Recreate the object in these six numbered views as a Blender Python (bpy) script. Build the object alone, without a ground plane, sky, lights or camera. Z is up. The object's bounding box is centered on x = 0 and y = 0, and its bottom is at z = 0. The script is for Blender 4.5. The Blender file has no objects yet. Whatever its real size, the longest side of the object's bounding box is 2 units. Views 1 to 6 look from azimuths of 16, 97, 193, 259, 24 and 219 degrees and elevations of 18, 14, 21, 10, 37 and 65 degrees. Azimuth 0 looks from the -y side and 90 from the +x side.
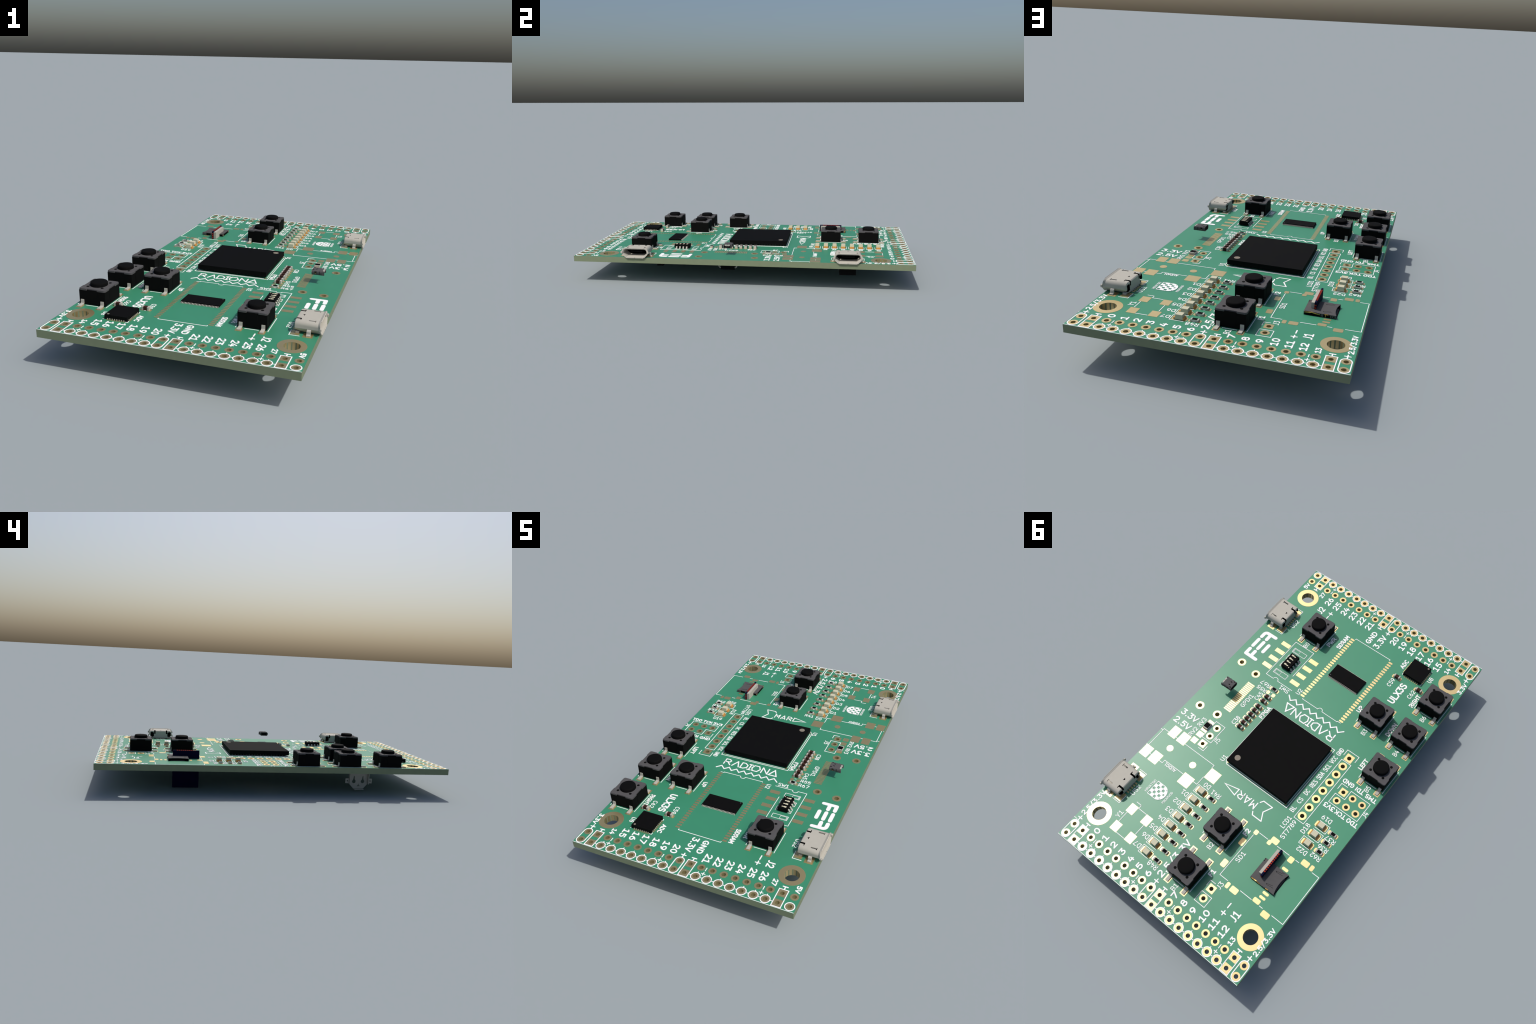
# A bare green FPGA development board, built part by part.
# All lengths below are in real millimetres: x across the board (0..50.8),
# y along it (0..93.98), z upward from the top face of the board.
import bpy, bmesh, math, random
from mathutils import Vector, Matrix

random.seed(7)
S = 2.0 / 93.98                      # metres of the scene per millimetre
X0, Y0, ZT = -0.5460, -1.0, 0.1674   # scene position of the board's corner / top face
BW, BL, BT = 50.8, 93.98, 1.6        # board width, length, thickness
PI = math.pi


def W(x, y, z=0.0):
    return Vector((X0 + x * S, Y0 + y * S, ZT + z * S))


# ------------------------------------------------------------------ materials
def material(name, color, rough=0.5, metal=0.0, spec=0.5, grain=0.04, scale=60.0, coat=0.0, bump=0.0):
    m = bpy.data.materials.new(name)
    m.use_nodes = True
    nt = m.node_tree
    b = nt.nodes["Principled BSDF"]
    b.inputs["Roughness"].default_value = rough
    b.inputs["Metallic"].default_value = metal
    b.inputs["Specular IOR Level"].default_value = spec
    b.inputs["Coat Weight"].default_value = coat
    tc = nt.nodes.new("ShaderNodeTexCoord")
    no = nt.nodes.new("ShaderNodeTexNoise")
    no.inputs["Scale"].default_value = scale
    no.inputs["Detail"].default_value = 3.0
    nt.links.new(tc.outputs["Object"], no.inputs["Vector"])
    ramp = nt.nodes.new("ShaderNodeValToRGB")
    lo = [c * (1 - grain) for c in color]
    hi = [min(1.0, c * (1 + grain)) for c in color]
    ramp.color_ramp.elements[0].position = 0.3
    ramp.color_ramp.elements[1].position = 0.7
    ramp.color_ramp.elements[0].color = (*lo, 1)
    ramp.color_ramp.elements[1].color = (*hi, 1)
    nt.links.new(no.outputs["Fac"], ramp.inputs["Fac"])
    nt.links.new(ramp.outputs["Color"], b.inputs["Base Color"])
    if bump > 0:
        bp = nt.nodes.new("ShaderNodeBump")
        bp.inputs["Strength"].default_value = bump
        bp.inputs["Distance"].default_value = 0.001
        nt.links.new(no.outputs["Fac"], bp.inputs["Height"])
        nt.links.new(bp.outputs["Normal"], b.inputs["Normal"])
    return m


MASK = material("green_solder_mask", (0.042, 0.243, 0.135), 0.42, 0, 0.5, 0.015, 14)
FR4 = material("olive_fibreglass_edge", (0.186, 0.225, 0.137), 0.7, 0, 0.3, 0.03, 40)
GOLD = material("gold_plated_copper", (0.69, 0.545, 0.275), 0.40, 0.83, 0.5, 0.01, 30)
SILK = material("white_silkscreen_ink", (0.90, 0.90, 0.89), 0.6, 0, 0.3, 0.01, 30)
BLACK = material("black_moulding_compound", (0.0038, 0.0038, 0.0039), 0.8, 0.0, 0.07, 0.05, 60)
KNOB = material("black_button_plastic", (0.0038, 0.0038, 0.0039), 0.8, 0.0, 0.07, 0.05, 60)
PLATE = material("grey_steel_cover", (0.087, 0.085, 0.088), 0.8, 0.0, 0.10, 0.03, 60)
TIN = material("tinned_steel", (0.440, 0.425, 0.380), 0.8, 0.0, 0.25, 0.03, 60)
SHELL = material("nickel_shell", (0.445, 0.426, 0.372), 0.8, 0.0, 0.25, 0.02, 60)
DARK = material("dark_cavity_plastic", (0.003, 0.003, 0.003), 0.8, 0.0, 0.10, 0.0, 30)
MARK = material("warm_grey_pin_one_mark", (0.225, 0.195, 0.158), 0.8, 0.0, 0.25, 0.02, 40)
BROWN = material("brown_ceramic", (0.040, 0.0135, 0.0085), 0.8, 0.0, 0.25, 0.08, 120)
RESB = material("black_resistor_glaze", (0.0015, 0.0015, 0.0020), 0.8, 0.0, 0.10, 0.0, 30)
CERAM = material("white_alumina", (0.56, 0.55, 0.48), 0.8, 0.0, 0.25, 0.03, 60)
LENS = material("cream_led_resin", (0.545, 0.525, 0.385), 0.8, 0.0, 0.25, 0.02, 60)
AMBER = material("amber_led_terminal", (0.52, 0.255, 0.062), 0.8, 0.0, 0.25, 0.05, 60)
GUN = material("gunmetal_shell", (0.090, 0.088, 0.090), 0.8, 0.0, 0.10, 0.03, 60)
NAVY = material("navy_display_board", (0.0018, 0.0019, 0.024), 0.8, 0.0, 0.10, 0.05, 60)  # blue darkened to the tone the upright panel has in shade
RUST = material("rust_red_pad", (0.33, 0.032, 0.010), 0.8, 0.0, 0.10, 0.05, 60)
GLASS = material("pale_display_glass", (0.425, 0.405, 0.355), 0.8, 0.0, 0.25, 0.02, 40)
BRASS = material("brass_contact", (0.48, 0.30, 0.065), 0.3, 0.2, 0.5, 0.04, 60)
IVORY = material("ivory_slider", (0.62, 0.58, 0.42), 0.8, 0.0, 0.25, 0.02, 60)
SOLDER = material("solder_ball", (0.30, 0.29, 0.27), 0.3, 0.3, 0.5, 0.02, 60)


# ------------------------------------------------------------------ mesh builder
class MB:
    """Collects faces (coordinates in mm) with a material each."""

    def __init__(self):
        self.v, self.f, self.m, self.sm, self.mats = [], [], [], [], []

    def mi(self, mat):
        if mat not in self.mats:
            self.mats.append(mat)
        return self.mats.index(mat)

    def face(self, pts, mat, smooth=False):
        i = len(self.v)
        self.v += [tuple(p) for p in pts]
        self.f.append(tuple(range(i, i + len(pts))))
        self.m.append(self.mi(mat))
        self.sm.append(smooth)

    def prism(self, poly, z0, z1, mat, bottom=True, topmat=None, inset=0.0):
        """Counter-clockwise outline pushed up from z0 to z1; inset tapers the top."""
        n = len(poly)
        i = len(self.v)
        cx = sum(p[0] for p in poly) / n
        cy = sum(p[1] for p in poly) / n
        self.v += [(p[0], p[1], z0) for p in poly]
        for p in poly:
            d = math.hypot(p[0] - cx, p[1] - cy) or 1
            k = max(0.0, 1 - inset / d)
            self.v.append((cx + (p[0] - cx) * k, cy + (p[1] - cy) * k, z1))
        a = self.mi(mat)
        b = self.mi(topmat or mat)
        for k in range(n):
            q = (k + 1) % n
            self.f.append((i + k, i + q, i + n + q, i + n + k)); self.m.append(a); self.sm.append(False)
        self.f.append(tuple(i + n + k for k in range(n))); self.m.append(b); self.sm.append(False)
        if bottom:
            self.f.append(tuple(i + k for k in reversed(range(n)))); self.m.append(a); self.sm.append(False)

    def box(self, x0, x1, y0, y1, z0, z1, mat, topmat=None, ch=0.0):
        """Box with an optional chamfer all round the top edge."""
        p = [(x0, y0), (x1, y0), (x1, y1), (x0, y1)]
        if ch <= 0:
            self.prism(p, z0, z1, mat, True, topmat)
            return
        i = len(self.v)
        q = [(x0 + ch, y0 + ch), (x1 - ch, y0 + ch), (x1 - ch, y1 - ch), (x0 + ch, y1 - ch)]
        self.v += [(a, b, z0) for a, b in p] + [(a, b, z1 - ch) for a, b in p] + [(a, b, z1) for a, b in q]
        a, t = self.mi(mat), self.mi(topmat or mat)
        for r in (0, 4):
            for k in range(4):
                w = (k + 1) % 4
                self.f.append((i + r + k, i + r + w, i + r + 4 + w, i + r + 4 + k)); self.m.append(a); self.sm.append(False)
        self.f.append((i + 8, i + 9, i + 10, i + 11)); self.m.append(t); self.sm.append(False)
        self.f.append((i + 3, i + 2, i + 1, i)); self.m.append(a); self.sm.append(False)

    def lathe(self, prof, cx, cy, mat, n=32, closed=False, cap=True):
        """Profile of (radius, z) going upward, turned about the vertical at cx, cy."""
        i = len(self.v)
        for r, z in prof:
            self.v += [(cx + r * math.cos(2 * PI * k / n), cy + r * math.sin(2 * PI * k / n), z) for k in range(n)]
        a = self.mi(mat)
        m = len(prof)
        for j in range(m if closed else m - 1):
            for k in range(n):
                q = (k + 1) % n
                jj = (j + 1) % m
                self.f.append((i + j * n + k, i + j * n + q, i + jj * n + q, i + jj * n + k)); self.m.append(a); self.sm.append(True)
        if not closed and cap:
            self.f.append(tuple(i + (m - 1) * n + k for k in range(n))); self.m.append(a); self.sm.append(False)
            self.f.append(tuple(i + k for k in reversed(range(n)))); self.m.append(a); self.sm.append(False)

    def sheet(self, path, width, thick, mat, axis="y", at=0.0):
        """Bent strip: path in a vertical plane (u, z) made `thick` thick and `width` wide.
        axis 'y': the path runs along x and the strip is wide along y; axis 'x': the other way."""
        n = len(path)
        off = []
        for k in range(n):
            a = path[max(0, k - 1)]; b = path[min(n - 1, k + 1)]
            dx, dz = b[0] - a[0], b[1] - a[1]
            l = math.hypot(dx, dz) or 1
            off.append((-dz / l * thick / 2, dx / l * thick / 2))
        ring = []
        for k in range(n):
            (u, z), (ou, oz) = path[k], off[k]
            for sgn, w in ((1, -1), (1, 1), (-1, 1), (-1, -1)):
                uu, zz, ww = u + sgn * ou, z + sgn * oz, at + w * width / 2
                ring.append((uu, ww, zz) if axis == "y" else (ww, uu, zz))
        i = len(self.v)
        self.v += ring
        a = self.mi(mat)
        for k in range(n - 1):
            for c in range(4):
                d = (c + 1) % 4
                self.f.append((i + 4 * k + c, i + 4 * k + d, i + 4 * k + 4 + d, i + 4 * k + 4 + c)); self.m.append(a); self.sm.append(False)
        self.f.append((i + 3, i + 2, i + 1, i)); self.m.append(a); self.sm.append(False)
        e = i + 4 * (n - 1)
        self.f.append((e, e + 1, e + 2, e + 3)); self.m.append(a); self.sm.append(False)

    def mesh(self, name, fix=True):
        me = bpy.data.meshes.new(name)
        me.from_pydata([(x * S, y * S, z * S) for x, y, z in self.v], [], self.f)
        for m in self.mats:
            me.materials.append(m)
        me.polygons.foreach_set("material_index", self.m)
        me.polygons.foreach_set("use_smooth", self.sm)
        if fix:
            bm = bmesh.new()
            bm.from_mesh(me)
            bmesh.ops.remove_doubles(bm, verts=bm.verts, dist=1e-7)
            bmesh.ops.recalc_face_normals(bm, faces=bm.faces)
            bm.to_mesh(me)
            bm.free()
        me.update()
        return me


def put(mesh, name, parent, x=0, y=0, z=0, rot=0.0):
    o = bpy.data.objects.new(name, mesh)
    bpy.context.scene.collection.objects.link(o)
    o.parent = parent
    p = W(x, y, z)
    if parent is not None and parent is not TOP:
        p = p - parent.location     # parents are never turned when they own placed parts
    o.location = p
    o.rotation_euler = (0, 0, rot)
    return o


def local(mesh, name, parent, x=0, y=0, z=0, rot=0.0):
    """Child placed in its parent's own millimetre coordinates."""
    o = bpy.data.objects.new(name, mesh)
    bpy.context.scene.collection.objects.link(o)
    o.parent = parent
    o.location = (x * S, y * S, z * S)
    o.rotation_euler = (0, 0, rot)
    return o


def sharp(me, deg=35):
    for p in me.polygons:
        p.use_smooth = True
    me.set_sharp_from_angle(angle=math.radians(deg))


TOP = bpy.data.objects.new("circuit_board", None)
bpy.context.scene.collection.objects.link(TOP)
TOP["label"] = "green development circuit board with buttons and black chips"
TOP["category"] = "circuit board"

# ------------------------------------------------------------------ holes and pads
PITCH = 2.54
COLS = [1.27 + PITCH * k for k in range(20)]
ROWS_J1 = (92.71, 90.17)       # outer, inner
ROWS_J2 = (1.27, 3.81)
SQUARE_COLS_J1 = (18, 9, 1)    # ground pairs
SQUARE_COLS_J2 = (18, 10, 1)
POWER_COLS_J1 = (19, 10, 0)
POWER_COLS_J2 = (9, 0)
MOUNT = [(46.99, 85.09), (3.81, 85.09), (46.99, 8.89), (3.81, 8.89)]

round_pads, square_pads = [], []         # (x, y, outer radius / half side, hole radius)
for k, x in enumerate(COLS):
    for y in ROWS_J1:
        (square_pads if k in SQUARE_COLS_J1 else round_pads).append((x, y, 0.86, 0.46))
    for y in ROWS_J2:
        (square_pads if k in SQUARE_COLS_J2 else round_pads).append((x, y, 0.86, 0.46))
for k in range(8):                        # display header
    (square_pads if k == 0 else round_pads).append((11.43, 40.16 + PITCH * k, 0.98, 0.5))
for i, x in enumerate((7.59, 5.05, 2.51)):  # programming header
    for j, y in enumerate((47.80, 50.34)):
        (square_pads if (i, j) == (0, 0) else round_pads).append((x, y, 0.86, 0.46))
for k, y in enumerate((58.04, 55.50, 52.96)):
    (square_pads if k == 0 else round_pads).append((40.45, y, 0.86, 0.46))
square_pads.append((16.51, 82.53, 0.86, 0.46))
round_pads.append((16.51, 85.07, 0.86, 0.46))
for x, y in ((42.86, 50.03), (42.86, 35.56), (47.77, 50.64), (47.77, 34.95)):
    round_pads.append((x, y, 1.04, 0.56))

# ------------------------------------------------------------------ the board itself
def circle_spline(cu, x, y, r, n):
    sp = cu.splines.new("POLY")
    sp.points.add(n - 1)
    for k in range(n):
        sp.points[k].co = ((x + r * math.cos(2 * PI * k / n)) * S, (y + r * math.sin(2 * PI * k / n)) * S, 0, 1)
    sp.use_cyclic_u = True


def poly_spline(cu, pts):
    sp = cu.splines.new("POLY")
    sp.points.add(len(pts) - 1)
    for k, (x, y) in enumerate(pts):
        sp.points[k].co = (x * S, y * S, 0, 1)
    sp.use_cyclic_u = True


def filled(cu, half):
    """Turn a flat curve with holes into a slab mesh, 2*half thick (mm)."""
    cu.dimensions = "2D"
    cu.fill_mode = "BOTH"
    cu.extrude = half * S
    o = bpy.data.objects.new("slab", cu)
    bpy.context.scene.collection.objects.link(o)
    dg = bpy.context.evaluated_depsgraph_get()
    me = bpy.data.meshes.new_from_object(o.evaluated_get(dg))
    bpy.data.objects.remove(o)
    bpy.data.curves.remove(cu)
    bm = bmesh.new()
    bm.from_mesh(me)
    bmesh.ops.remove_doubles(bm, verts=bm.verts, dist=1e-6)
    bmesh.ops.recalc_face_normals(bm, faces=bm.faces)
    for f in bm.faces:
        f.smooth = False
    bm.to_mesh(me)
    bm.free()
    return me


cu = bpy.data.curves.new("board_outline", "CURVE")
poly_spline(cu, [(0, 0), (BW, 0), (BW, BL), (0, BL)])
for x, y, r, h in round_pads + square_pads:
    circle_spline(cu, x, y, (h - 0.003) / math.cos(PI / 12), 12)
for x, y in MOUNT:
    circle_spline(cu, x, y, 1.592 / math.cos(PI / 12), 12)
me = filled(cu, BT / 2)
me.materials.clear()
me.materials.append(MASK)
me.materials.append(FR4)
for p in me.polygons:
    p.material_index = 0 if abs(p.normal.z) > 0.7 else 1
me.name = "board"
BOARD = put(me, "board", TOP, 0, 0, -BT / 2)

PZ = 0.035    # how far a pad stands above the mask


def hole_pad_mesh(name, r, h, square, n):
    """Plated through hole: land on both faces joined by the barrel."""
    b = MB()
    lo = -BT - PZ
    def outer(k):
        a = 2 * PI * k / n
        c, s = math.cos(a), math.sin(a)
        q = r / max(abs(c), abs(s)) if square else r
        return q * c, q * s
    inn = [(h * math.cos(2 * PI * k / n), h * math.sin(2 * PI * k / n)) for k in range(n)]
    out = [outer(k) for k in range(n)]
    rings = [[(x, y, -0.02) for x, y in out], [(x, y, PZ) for x, y in out], [(x, y, PZ) for x, y in inn],
             [(x, y, lo) for x, y in inn], [(x, y, lo) for x, y in out], [(x, y, -BT + 0.02) for x, y in out]]
    for a, c in zip(rings, rings[1:]):
        for k in range(n):
            q = (k + 1) % n
            b.face([a[k], a[q], c[q], c[k]], GOLD)
    me = b.mesh(name)
    return me


cache = {}
for sq, pads in ((False, round_pads), (True, square_pads)):
    for x, y, r, h in pads:
        key = (sq, r, h)
        if key not in cache:
            cache[key] = hole_pad_mesh("plated_hole", r, h, sq, 32)
        put(cache[key], "square_plated_hole" if sq else "plated_hole", BOARD, x, y, 0)
ring_mesh = hole_pad_mesh("mounting_ring", 2.75, 1.6, False, 64)
for x, y in MOUNT:
    put(ring_mesh, "mounting_ring", BOARD, x, y, 0)


def rounded(w, h, r, n=5):
    if r <= 0:
        return [(-w / 2, -h / 2), (w / 2, -h / 2), (w / 2, h / 2), (-w / 2, h / 2)]
    r = min(r, w / 2 - 1e-4, h / 2 - 1e-4)
    pts = []
    for cx, cy, a in ((w / 2 - r, -h / 2 + r, -90), (w / 2 - r, h / 2 - r, 0), (-w / 2 + r, h / 2 - r, 90), (-w / 2 + r, -h / 2 + r, 180)):
        for k in range(n):
            t = math.radians(a + 90 * k / (n - 1))
            pts.append((cx + r * math.cos(t), cy + r * math.sin(t)))
    return pts


pad_cache = {}


def pad(x, y, w, h, r=0.0, z=PZ):
    key = (round(w, 3), round(h, 3), round(r, 3), z)
    if key not in pad_cache:
        b = MB()
        b.prism(rounded(w, h, r), -0.02, z, GOLD, False)
        pad_cache[key] = b.mesh("solder_pad")
    return put(pad_cache[key], "solder_pad", BOARD, x, y, 0)


def pad_box(x0, x1, y0, y1, r=0.0, z=PZ):
    return pad((x0 + x1) / 2, (y0 + y1) / 2, abs(x1 - x0), abs(y1 - y0), r, z)


# crystal footprint
for x in (41.98, 37.60):
    for y in (79.90, 84.95):
        pad(x, y, 1.86, 2.22)
# audio jack footprint
pad_box(46.53, 48.65, 58.36, 61.22)
pad_box(43.65, 45.93, 58.36, 61.22)
pad_box(48.42, 50.58, 65.98, 68.83)
pad_box(45.49, 47.85, 65.98, 68.83)
pad_box(35.82, 38.70, 65.98, 68.83)
pad_box(31.73, 34.60, 61.42, 64.27)
for x in (45.60, 38.61):
    pad(x, 63.60, 1.60, 1.60, 0.8)
# level resistor footprints
for y in (52.6, 55.1, 56.55, 58.48):
    pad(42.60, y, 1.45, 0.85 if y < 55.5 else 1.38)
# DIP switch footprint
for k in range(4):
    pad(42.34, 24.13 + PITCH * k, 2.44, 1.12)
    pad(33.74, 24.13 + PITCH * k, 2.44, 1.12)
# memory footprint: two columns of 27
sd = MB()
for k in range(27):
    y = 12.58 + 0.8 * k
    for x in (30.08, 18.62):
        sd.prism([(x + a, y + c) for a, c in rounded(1.12, 0.50, 0.24)], -0.02, PZ, GOLD, False)
o = put(sd.mesh("memory_solder_pad"), "memory_solder_pad", BOARD)
o["kind"] = "stuff"
# video connector footprint: 19 fine fingers
gp = MB()
for k in range(19):
    y = 38.56 + 0.5 * k
    gp.prism([(x + 41.85, yy + y) for x, yy in rounded(2.0, 0.34, 0)], -0.02, PZ, GOLD, False)
o = put(gp.mesh("video_solder_pad"), "video_solder_pad", BOARD)
o["kind"] = "stuff"
# memory card footprint
for x0, x1, y0, y1 in ((16.50, 17.46, 66.58, 67.68), (11.65, 13.48, 65.45, 66.80), (17.40, 18.57, 69.75, 71.50),
                       (17.40, 18.60, 75.75, 77.52), (6.63, 7.90, 66.65, 68.03), (3.45, 5.25, 65.43, 66.75), (2.22, 3.08, 65.42, 66.72),
                       (6.20, 7.68, 69.42, 70.08), (13.93, 14.74, 79.15, 80.52), (11.70, 13.50, 79.18, 80.50), (6.65, 8.33, 78.12, 79.16),
                       (6.20, 7.70, 77.13, 77.72), (6.20, 7.68, 76.02, 76.63), (3.40, 5.24, 79.16, 80.48)):
    pad_box(x0, x1, y0, y1, 0.26)
pad_box(12.84, 13.77, 66.64, 67.70, 0.26, PZ + 0.008)

# ------------------------------------------------------------------ silkscreen
SZ = 0.045
level = [0]


def arc(cx, cy, rx, ry, a0, a1, n=None):
    n = n or max(4, int(abs(a1 - a0) / 20))
    return [(cx + rx * math.cos(math.radians(a0 + (a1 - a0) * k / n)), cy + ry * math.sin(math.radians(a0 + (a1 - a0) * k / n))) for k in range(n + 1)]


def ribbon(b, pts, w, mat=SILK, close=False, z=None, capped=True):
    """Ink line of width w along a polyline, with round ends and mitred corners."""
    if z is None:
        z = SZ + 0.004 * (level[0] % 5)
        level[0] += 1
    q = [pts[0]]
    for p in pts[1:]:
        if math.hypot(p[0] - q[-1][0], p[1] - q[-1][1]) > 1e-4:
            q.append(p)
    if close and len(q) > 2 and math.hypot(q[0][0] - q[-1][0], q[0][1] - q[-1][1]) < 1e-4:
        q.pop()
    n = len(q)
    hw = w / 2
    if n == 1:
        b.prism([(q[0][0] + hw * math.cos(2 * PI * k / 12), q[0][1] + hw * math.sin(2 * PI * k / 12)) for k in range(12)], -0.01, z, mat, False)
        return
    def direction(i, j):
        dx, dy = q[j][0] - q[i][0], q[j][1] - q[i][1]
        l = math.hypot(dx, dy)
        return dx / l, dy / l
    # very sharp corners are drawn as separate strokes
    if not close:
        for i in range(1, n - 1):
            d0, d1 = direction(i - 1, i), direction(i, i + 1)
            if d0[0] * d1[0] + d0[1] * d1[1] < -0.35:
                ribbon(b, q[: i + 1], w, mat, False, z)
                ribbon(b, q[i:], w, mat, False, z + 0.002)
                return
    left, right = [], []
    for i in range(n):
        if close or 0 < i < n - 1:
            d0, d1 = direction((i - 1) % n, i), direction(i, (i + 1) % n)
            nx, ny = -(d0[1] + d1[1]), d0[0] + d1[0]
            l = math.hypot(nx, ny) or 1e-6
            nx, ny = nx / l, ny / l
            k = min(2.4, 1 / max(0.2, -d0[1] * nx + d0[0] * ny))
        else:
            d = direction(0, 1) if i == 0 else direction(n - 2, n - 1)
            nx, ny, k = -d[1], d[0], 1
        left.append((q[i][0] + nx * hw * k, q[i][1] + ny * hw * k))
        right.append((q[i][0] - nx * hw * k, q[i][1] - ny * hw * k))
    m = b.mi(mat)
    i0 = len(b.v)
    for z_ in (z, -0.01):
        b.v += [(x, y, z_) for x, y in left] + [(x, y, z_) for x, y in right]
    L, R, LB, RB = i0, i0 + n, i0 + 2 * n, i0 + 3 * n
    for k in range(n if close else n - 1):
        j = (k + 1) % n
        for f in ((R + k, R + j, L + j, L + k), (L + k, L + j, LB + j, LB + k), (R + j, R + k, RB + k, RB + j)):
            b.f.append(f); b.m.append(m); b.sm.append(False)
    if not close and capped:
        for i, d in ((0, direction(1, 0)), (n - 1, direction(n - 2, n - 1))):
            a = math.atan2(d[1], d[0])
            half = [(q[i][0] + hw * math.cos(a - PI / 2 + PI * k / 6), q[i][1] + hw * math.sin(a - PI / 2 + PI * k / 6)) for k in range(7)]
            b.prism(half, -0.01, z, mat, False)


A = arc
# single-stroke lettering on a cap height of 1: (advance width, strokes)
FONT = {
    "0": (0.72, [A(.36, .5, .29, .5, 0, 360, 20)]),
    "1": (0.66, [[(.06, .80), (.33, 1), (.33, 0)], [(.06, 0), (.60, 0)]]),
    "2": (0.70, [A(.34, .71, .28, .29, 165, -35) + [(.05, 0), (.64, 0)]]),
    "3": (0.70, [[(.06, 1), (.62, 1), (.32, .60)] + A(.33, .31, .30, .31, 85, -150)]),
    "4": (0.74, [[(.34, 1), (.06, .32), (.68, .32)], [(.52, .62), (.52, 0)]]),
    "5": (0.70, [[(.60, 1), (.14, 1), (.09, .55)] + A(.34, .32, .29, .32, 125, -145)]),
    "6": (0.72, [A(.36, .31, .28, .31, 0, 360, 18), A(.70, .36, .62, .64, 115, 185)]),
    "7": (0.70, [[(.04, 1), (.66, 1), (.26, 0)]]),
    "8": (0.72, [A(.36, .77, .24, .23, 0, 360, 16), A(.36, .28, .29, .28, 0, 360, 18)]),
    "9": (0.72, [A(.36, .69, .28, .31, 0, 360, 18), A(.02, .64, .62, .64, -65, 5)]),
    "A": (0.76, [[(.04, 0), (.38, 1), (.72, 0)], [(.15, .30), (.61, .30)]]),
    "B": (0.74, [[(.10, .52), (.10, 1), (.40, 1)] + A(.42, .76, .22, .24, 90, -90) + [(.10, .52)], [(.10, .52), (.42, .52)] + A(.42, .26, .26, .26, 90, -90) + [(.10, 0), (.10, .52)]]),
    "C": (0.74, [A(.42, .5, .34, .5, 48, 312)]),
    "D": (0.76, [[(.10, 0), (.10, 1), (.30, 1)] + A(.30, .5, .39, .5, 90, -90) + [(.10, 0)]]),
    "E": (0.66, [[(.60, 1), (.10, 1), (.10, 0), (.62, 0)], [(.10, .53), (.48, .53)]]),
    "F": (0.64, [[(.60, 1), (.10, 1), (.10, 0)], [(.10, .52), (.48, .52)]]),
    "G": (0.76, [A(.42, .5, .34, .5, 55, 305) + [(.68, .14), (.68, .48), (.46, .48)]]),
    "H": (0.78, [[(.10, 0), (.10, 1)], [(.68, 0), (.68, 1)], [(.10, .52), (.68, .52)]]),
    "I": (0.24, [[(.12, 0), (.12, 1)]]),
    "J": (0.56, [[(.42, 1), (.42, .30)] + A(.20, .25, .22, .25, 0, -110)]),
    "K": (0.74, [[(.10, 0), (.10, 1)], [(.66, 1), (.10, .42)], [(.28, .60), (.70, 0)]]),
    "L": (0.62, [[(.10, 1), (.10, 0), (.60, 0)]]),
    "M": (0.88, [[(.10, 0), (.10, 1), (.44, .35), (.78, 1), (.78, 0)]]),
    "N": (0.80, [[(.10, 0), (.10, 1), (.70, 0), (.70, 1)]]),
    "O": (0.80, [A(.40, .5, .33, .5, 0, 360, 20)]),
    "P": (0.72, [[(.10, 0), (.10, 1), (.40, 1)] + A(.40, .74, .26, .26, 90, -90) + [(.10, .48)]]),
    "R": (0.74, [[(.10, 0), (.10, 1), (.40, 1)] + A(.40, .74, .26, .26, 90, -90) + [(.10, .48)], [(.36, .48), (.70, 0)]]),
    "S": (0.72, [A(.36, .75, .28, .25, 30, 215) + A(.36, .25, .30, .27, 60, -150)]),
    "T": (0.70, [[(.02, 1), (.68, 1)], [(.35, 1), (.35, 0)]]),
    "U": (0.78, [[(.10, 1), (.10, .30)] + A(.39, .30, .29, .30, 180, 360) + [(.68, 1)]]),
    "V": (0.72, [[(.02, 1), (.36, 0), (.70, 1)]]),
    "W": (0.94, [[(.03, 1), (.24, 0), (.47, .72), (.70, 0), (.91, 1)]]),
    "X": (0.72, [[(.04, 1), (.68, 0)], [(.68, 1), (.04, 0)]]),
    "Y": (0.70, [[(.02, 1), (.35, .48), (.68, 1)], [(.35, .48), (.35, 0)]]),
    "Z": (0.72, [[(.06, 1), (.66, 1), (.06, 0), (.66, 0)]]),
    ".": (0.30, [[(.15, .04), (.15, .05)]]),
    "/": (0.66, [[(.04, -.18), (.62, 1.15)]]),
    " ": (0.45, []),
}
TURN = {"R": 0, "D": -90, "L": 180}


def text_into(b, text, turn, cx, cy, h, length, w):
    """Write text so that cap height is h and its ink is `length` long, centred at cx, cy."""
    track = 0.13                       # extra space between letters
    total = sum(FONT[c][0] for c in text) - 0.14 + track * (len(text) - 1)
    hc = h - w
    sx = (length - w) / total
    a = math.radians(TURN[turn])
    u = -0.07
    for c in text:
        adv, strokes = FONT[c]
        for st in strokes:
            pts = []
            for px, py in st:
                lx, ly = (u + px - total / 2) * sx, (py - 0.5) * hc
                pts.append((cx + lx * math.cos(a) - ly * math.sin(a), cy + lx * math.sin(a) + ly * math.cos(a)))
            ring = math.hypot(pts[0][0] - pts[-1][0], pts[0][1] - pts[-1][1]) < 1e-4 and len(pts) > 3
            if c == ".":
                ribbon(b, pts, w * 1.25)
            else:
                ribbon(b, pts, w, SILK, ring)
        u += adv + track


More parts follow.
